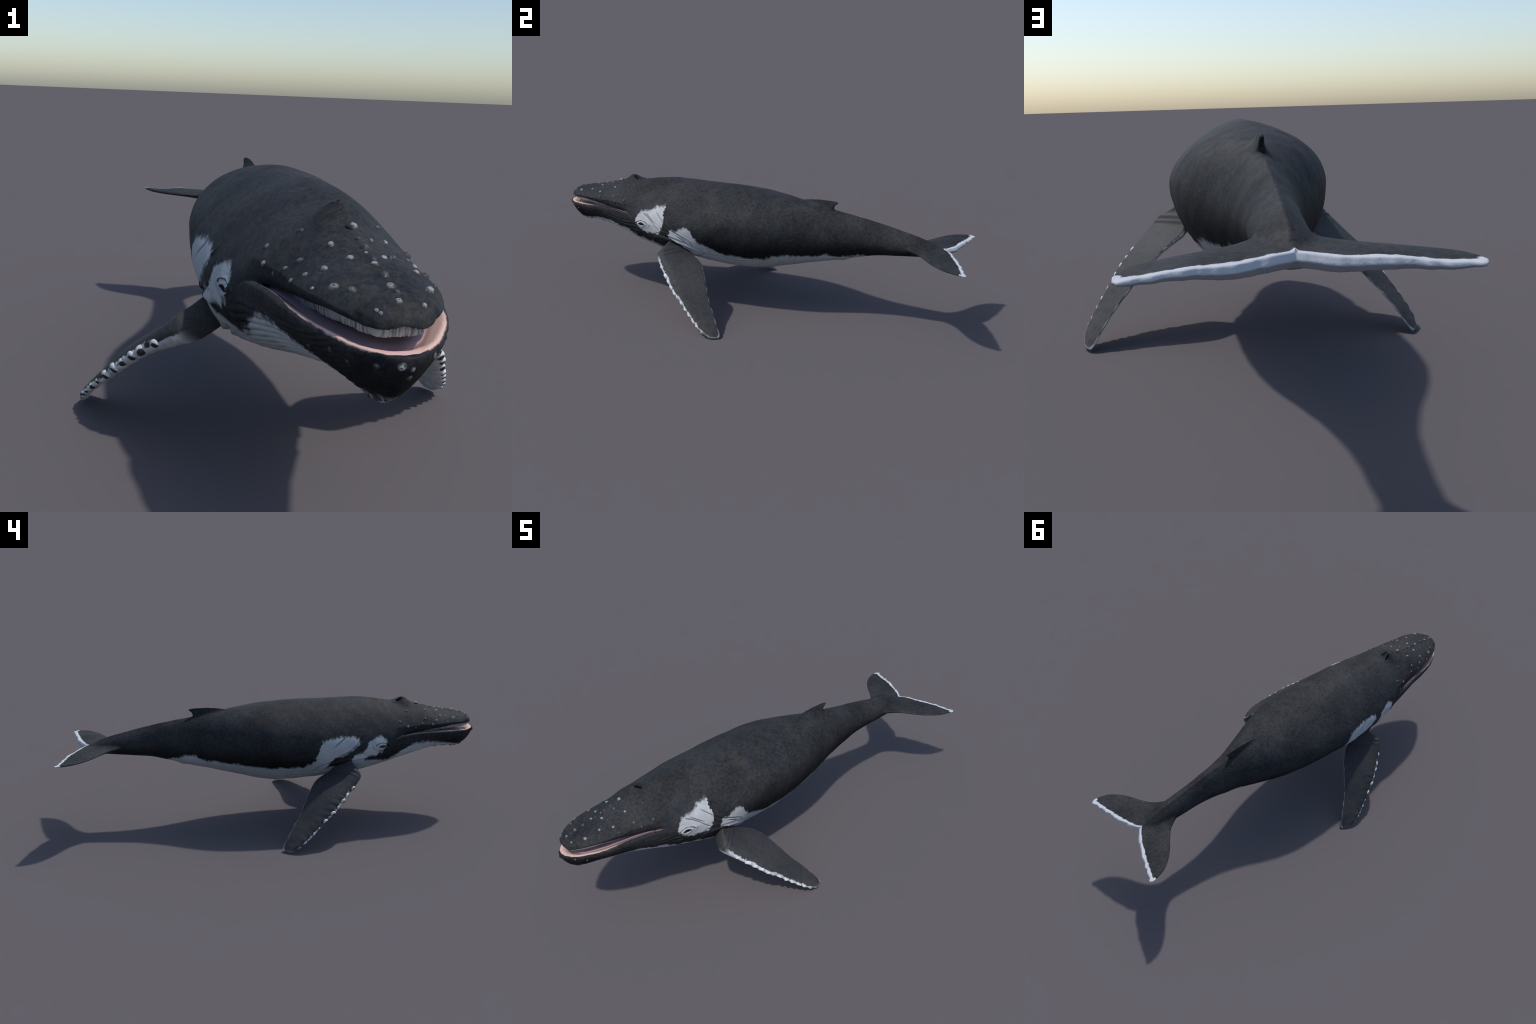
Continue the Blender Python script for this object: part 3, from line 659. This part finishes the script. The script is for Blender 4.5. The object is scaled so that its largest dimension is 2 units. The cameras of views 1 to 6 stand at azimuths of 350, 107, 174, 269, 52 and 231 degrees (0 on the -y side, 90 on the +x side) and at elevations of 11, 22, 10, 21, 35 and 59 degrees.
# ------------------------------------------------------------------ flippers
lel = (LEP - ORG) @ FR; tel = (TEP - ORG) @ FR
def sm(P, n=160):
    t = np.arange(len(P)); q = np.linspace(0, len(P) - 1, n)
    return np.stack([curve(t, P[:, i])(q) for i in range(3)], 1)
lel = sm(lel); tel = sm(tel)
SPAN = max(lel[:, 0].max(), tel[:, 0].max())
KNOBS = [.083, .131, .167, .203, .240, .287, .330, .363, .398, .424, .450]
KSIZE = [.0125, .0150, .0120, .0125, .0125, .0115, .0100, .0092, .0082, .0070, .0058]
def flipper_rings():
    rings = []
    a0 = -.06
    u = np.concatenate([np.linspace(0, 1, 46), np.linspace(1, 0, 46)[1:-1]]); up = np.r_[np.ones(46), -np.ones(44)]
    for sx in a0 + (SPAN - .0006 - a0) * np.sin(np.linspace(0, np.pi / 2, 190)) ** .9:
        yl = np.interp(sx, lel[:, 0], lel[:, 1]); zl = np.interp(sx, lel[:, 0], lel[:, 2])
        yt = np.interp(sx, tel[:, 0], tel[:, 1]); zt = np.interp(sx, tel[:, 0], tel[:, 2])
        # gentle scallops between the knobs
        yl += .0022 * math.sin(sx * 190) * float(sstep(.1, .16, sx))
        yt += .0016 * math.sin(sx * 120 + 1) * float(sstep(.2, .26, sx))
        th = np.interp(sx, [-.06, 0, .05, .12, .25, .38, .47, SPAN], [.060, .055, .045, .034, .0255, .0185, .0125, .006])
        th *= 1 + .08 * math.exp(-((sx - .008) / .006) ** 2) - .07 * math.exp(-((sx - .018) / .004) ** 2) + .06 * math.exp(-((sx - .027) / .005) ** 2) - .04 * math.exp(-((sx - .037) / .004) ** 2)
        c = u ** 1.5
        prof = np.sqrt(np.clip(1 - (1 - np.clip(c / .22, 0, 1)) ** 2, 0, 1)) * np.where(c < .22, 1, 1 - (.80 - .35 * float(1 - sstep(.0, .07, sx))) * ((c - .22) / .78) ** 1.25)
        prof *= np.sqrt(np.clip(1 - ((c - .96) / .04).clip(0) ** 2, 0, 1))
        tt = th * prof * .62
        rip = .0007 * np.sin(sx * 170) * np.exp(-((c - .15) / .16) ** 2) * sstep(.15, .2, sx)
        yy_ = yl + (yt - yl) * c; zz_ = zl + (zt - zl) * c + up * tt + rip * up
        rings.append(np.stack([np.full_like(c, sx), yy_, zz_], 1))
    return rings
def mirror_x(v, f, frame):
    return v, f
fv, ff = loft(flipper_rings())
fv = np.array(fv)

def flipper_material(sign):
    k = NB("flipper_skin")
    d, c1, c2, c3 = dark_skin(k, 1.3, .7)
    d = k.mix(.3, d, (.042, .0405, .041))
    xs_ = np.linspace(.0, SPAN, 28)
    # chord distances from the leading and the trailing edge; curve nodes work on 0..1, so shift by .2
    le = k.sub(k.curve(k.x, [(a, float(np.interp(a, lel[:, 0], lel[:, 1])) + .2) for a in xs_], -.08, .52), .2)
    te = k.sub(k.curve(k.x, [(a, float(np.interp(a, tel[:, 0], tel[:, 1])) + .2) for a in xs_], -.08, .52), .2)
    zle = k.sub(k.curve(k.x, [(a, float(np.interp(a, lel[:, 0], lel[:, 2])) + .2) for a in xs_], -.08, .52), .2)
    n1 = k.noise(45, 4, .6); n2 = k.noise(130, 2, .5)
    jit = k.add(k.mul(k.sub(n1, .5), .022), k.mul(k.sub(n2, .5), .010))
    dl = k.add(k.sub(k.y, le), jit); dt = k.add(k.sub(te, k.y), k.mul(jit, .45))
    nn = k.n.new("ShaderNodeSeparateXYZ"); k.l.new(k.N, nn.inputs[0]); nz = k.mul(nn.outputs[2], float(sign))
    out = k.ramp(k.x, .012, .05) if sign > 0 else k.ramp(k.x, .065, .10)
    low = k.mul(k.ramp(k.add(nz, k.mul(k.sub(n1, .5), .5)), -.12, .02, 1., 0.), k.ramp(k.x, -.005, .03))
    fw = k.mul(k.ramp(dl, .0040 if sign > 0 else -.0005, .0085 if sign > 0 else .0030, 1., 0.), k.mul(out, k.ramp(k.x, .42, .47, 1., .3)))
    tw = k.mul(k.ramp(dt, .0018, .0042, 1., 0.), k.ramp(k.x, .05, .08))
    tw = k.mul(tw, k.ramp(k.x, .14, .34, 1. if sign > 0 else .5, .35))
    w = k.mx(k.mx(fw, tw), low)
    wc = k.mix(k.ramp(n1, .3, .7), (.40, .41, .43), (.62, .63, .65))
    tipg = k.mul(k.ramp(k.x, .30, .46), k.ramp(c2, .3, .6))
    d2 = k.mix(k.mul(tipg, .5), d, (.062, .055, .055))
    k.bump(k.add(k.mul(c3, .5), k.mul(n2, .5)), .25, .0012)
    return k.done(k.mix(w, d2, wc), .65, .18)
FLIP = {s_: flipper_material(s_) for s_ in (1, -1)}
k = NB("flipper_knob")
nz = k.add(k.mul(k.z, -1.), k.mul(k.noise(1.6, 2), .5))
# local frame of a knob: y points out of the edge, z up; dark oval on the lower front
q1 = k.mul(k.x, 1.05); q2 = k.add(k.z, .36); rr_ = k.math('SQRT', k.add(k.mul(q1, q1), k.mul(q2, q2)))
spot = k.mul(k.ramp(k.add(rr_, k.mul(k.sub(k.noise(2.5, 2), .5), .35)), .68, .90, 1., 0.), k.math('GREATER_THAN', k.y, -.1))
KNOB = k.done(k.mix(spot, k.mix(k.noise(3), (.44, .45, .47), (.66, .67, .69)), (.022, .022, .024)), .5, .35)
kv, kf = sphere(1., 24, 16)
knob_me = make_mesh("knob", kv, kf); knob_me.materials.append(KNOB)

FRm = Matrix([list(r) for r in FR]).to_4x4()
for sg in (1, -1):
    if sg > 0:
        me = make_mesh("flipper", fv, ff); W4 = Matrix.Translation(Vector(ORG)) @ FRm
    else:
        # mirrored flipper keeps the same local span/chord/normal frame, mirrored across x=0:
        # world = S*(ORG+FR p); use frame with span, chord mirrored and mesh z flipped to stay right handed
        me = make_mesh("flipper", fv, ff)
        S = Matrix.Diagonal((-1, 1, 1, 1)); W4 = S @ Matrix.Translation(Vector(ORG)) @ FRm
    det = W4.to_3x3().determinant()
    if det < 0:
        # bake the reflection into the mesh along local z, keep a proper rotation
        me.transform(Matrix.Diagonal((1, 1, -1, 1))); me.flip_normals()
        W4 = W4 @ Matrix.Diagonal((1, 1, -1, 1))
    flipz = -1 if det < 0 else 1
    me.materials.append(FLIP[flipz])
    # outward normals
    o = link("flipper", me, root); o.matrix_world = W4
    o["flipz"] = flipz
    for a, r in zip(KNOBS, KSIZE):
        a += random.uniform(-.004, .004)
        p0 = np.array([a, np.interp(a, lel[:, 0], lel[:, 1]), np.interp(a, lel[:, 0], lel[:, 2])])
        e = 4e-3; t = np.array([2 * e, np.interp(a + e, lel[:, 0], lel[:, 1]) - np.interp(a - e, lel[:, 0], lel[:, 1]), 0]); t /= np.linalg.norm(t)
        outv = np.array([t[1], -t[0], 0]); nrm = np.array([0, 0, 1.])
        r2 = r * random.uniform(.74, 1.16)
        p = p0 - outv * r2 * .20
        Mloc = Matrix(((t[0], outv[0], nrm[0], p[0]), (t[1], outv[1], nrm[1], p[1]), (t[2], outv[2], nrm[2], p[2]), (0, 0, 0, 1)))
        if flipz < 0: Mloc = Matrix.Diagonal((1, 1, -1, 1)) @ Mloc @ Matrix.Diagonal((-1, 1, 1, 1))
        kb = link("knob", knob_me, o)
        kb.matrix_basis = Mloc @ Matrix.Rotation(random.uniform(-.3, .3), 4, 'Y') @ Matrix.Rotation(random.uniform(-.35, .35), 4, 'Z') @ Matrix.Diagonal((r2 * 1.0, r2 * .62, min(r2 * .85, .0135), 1))
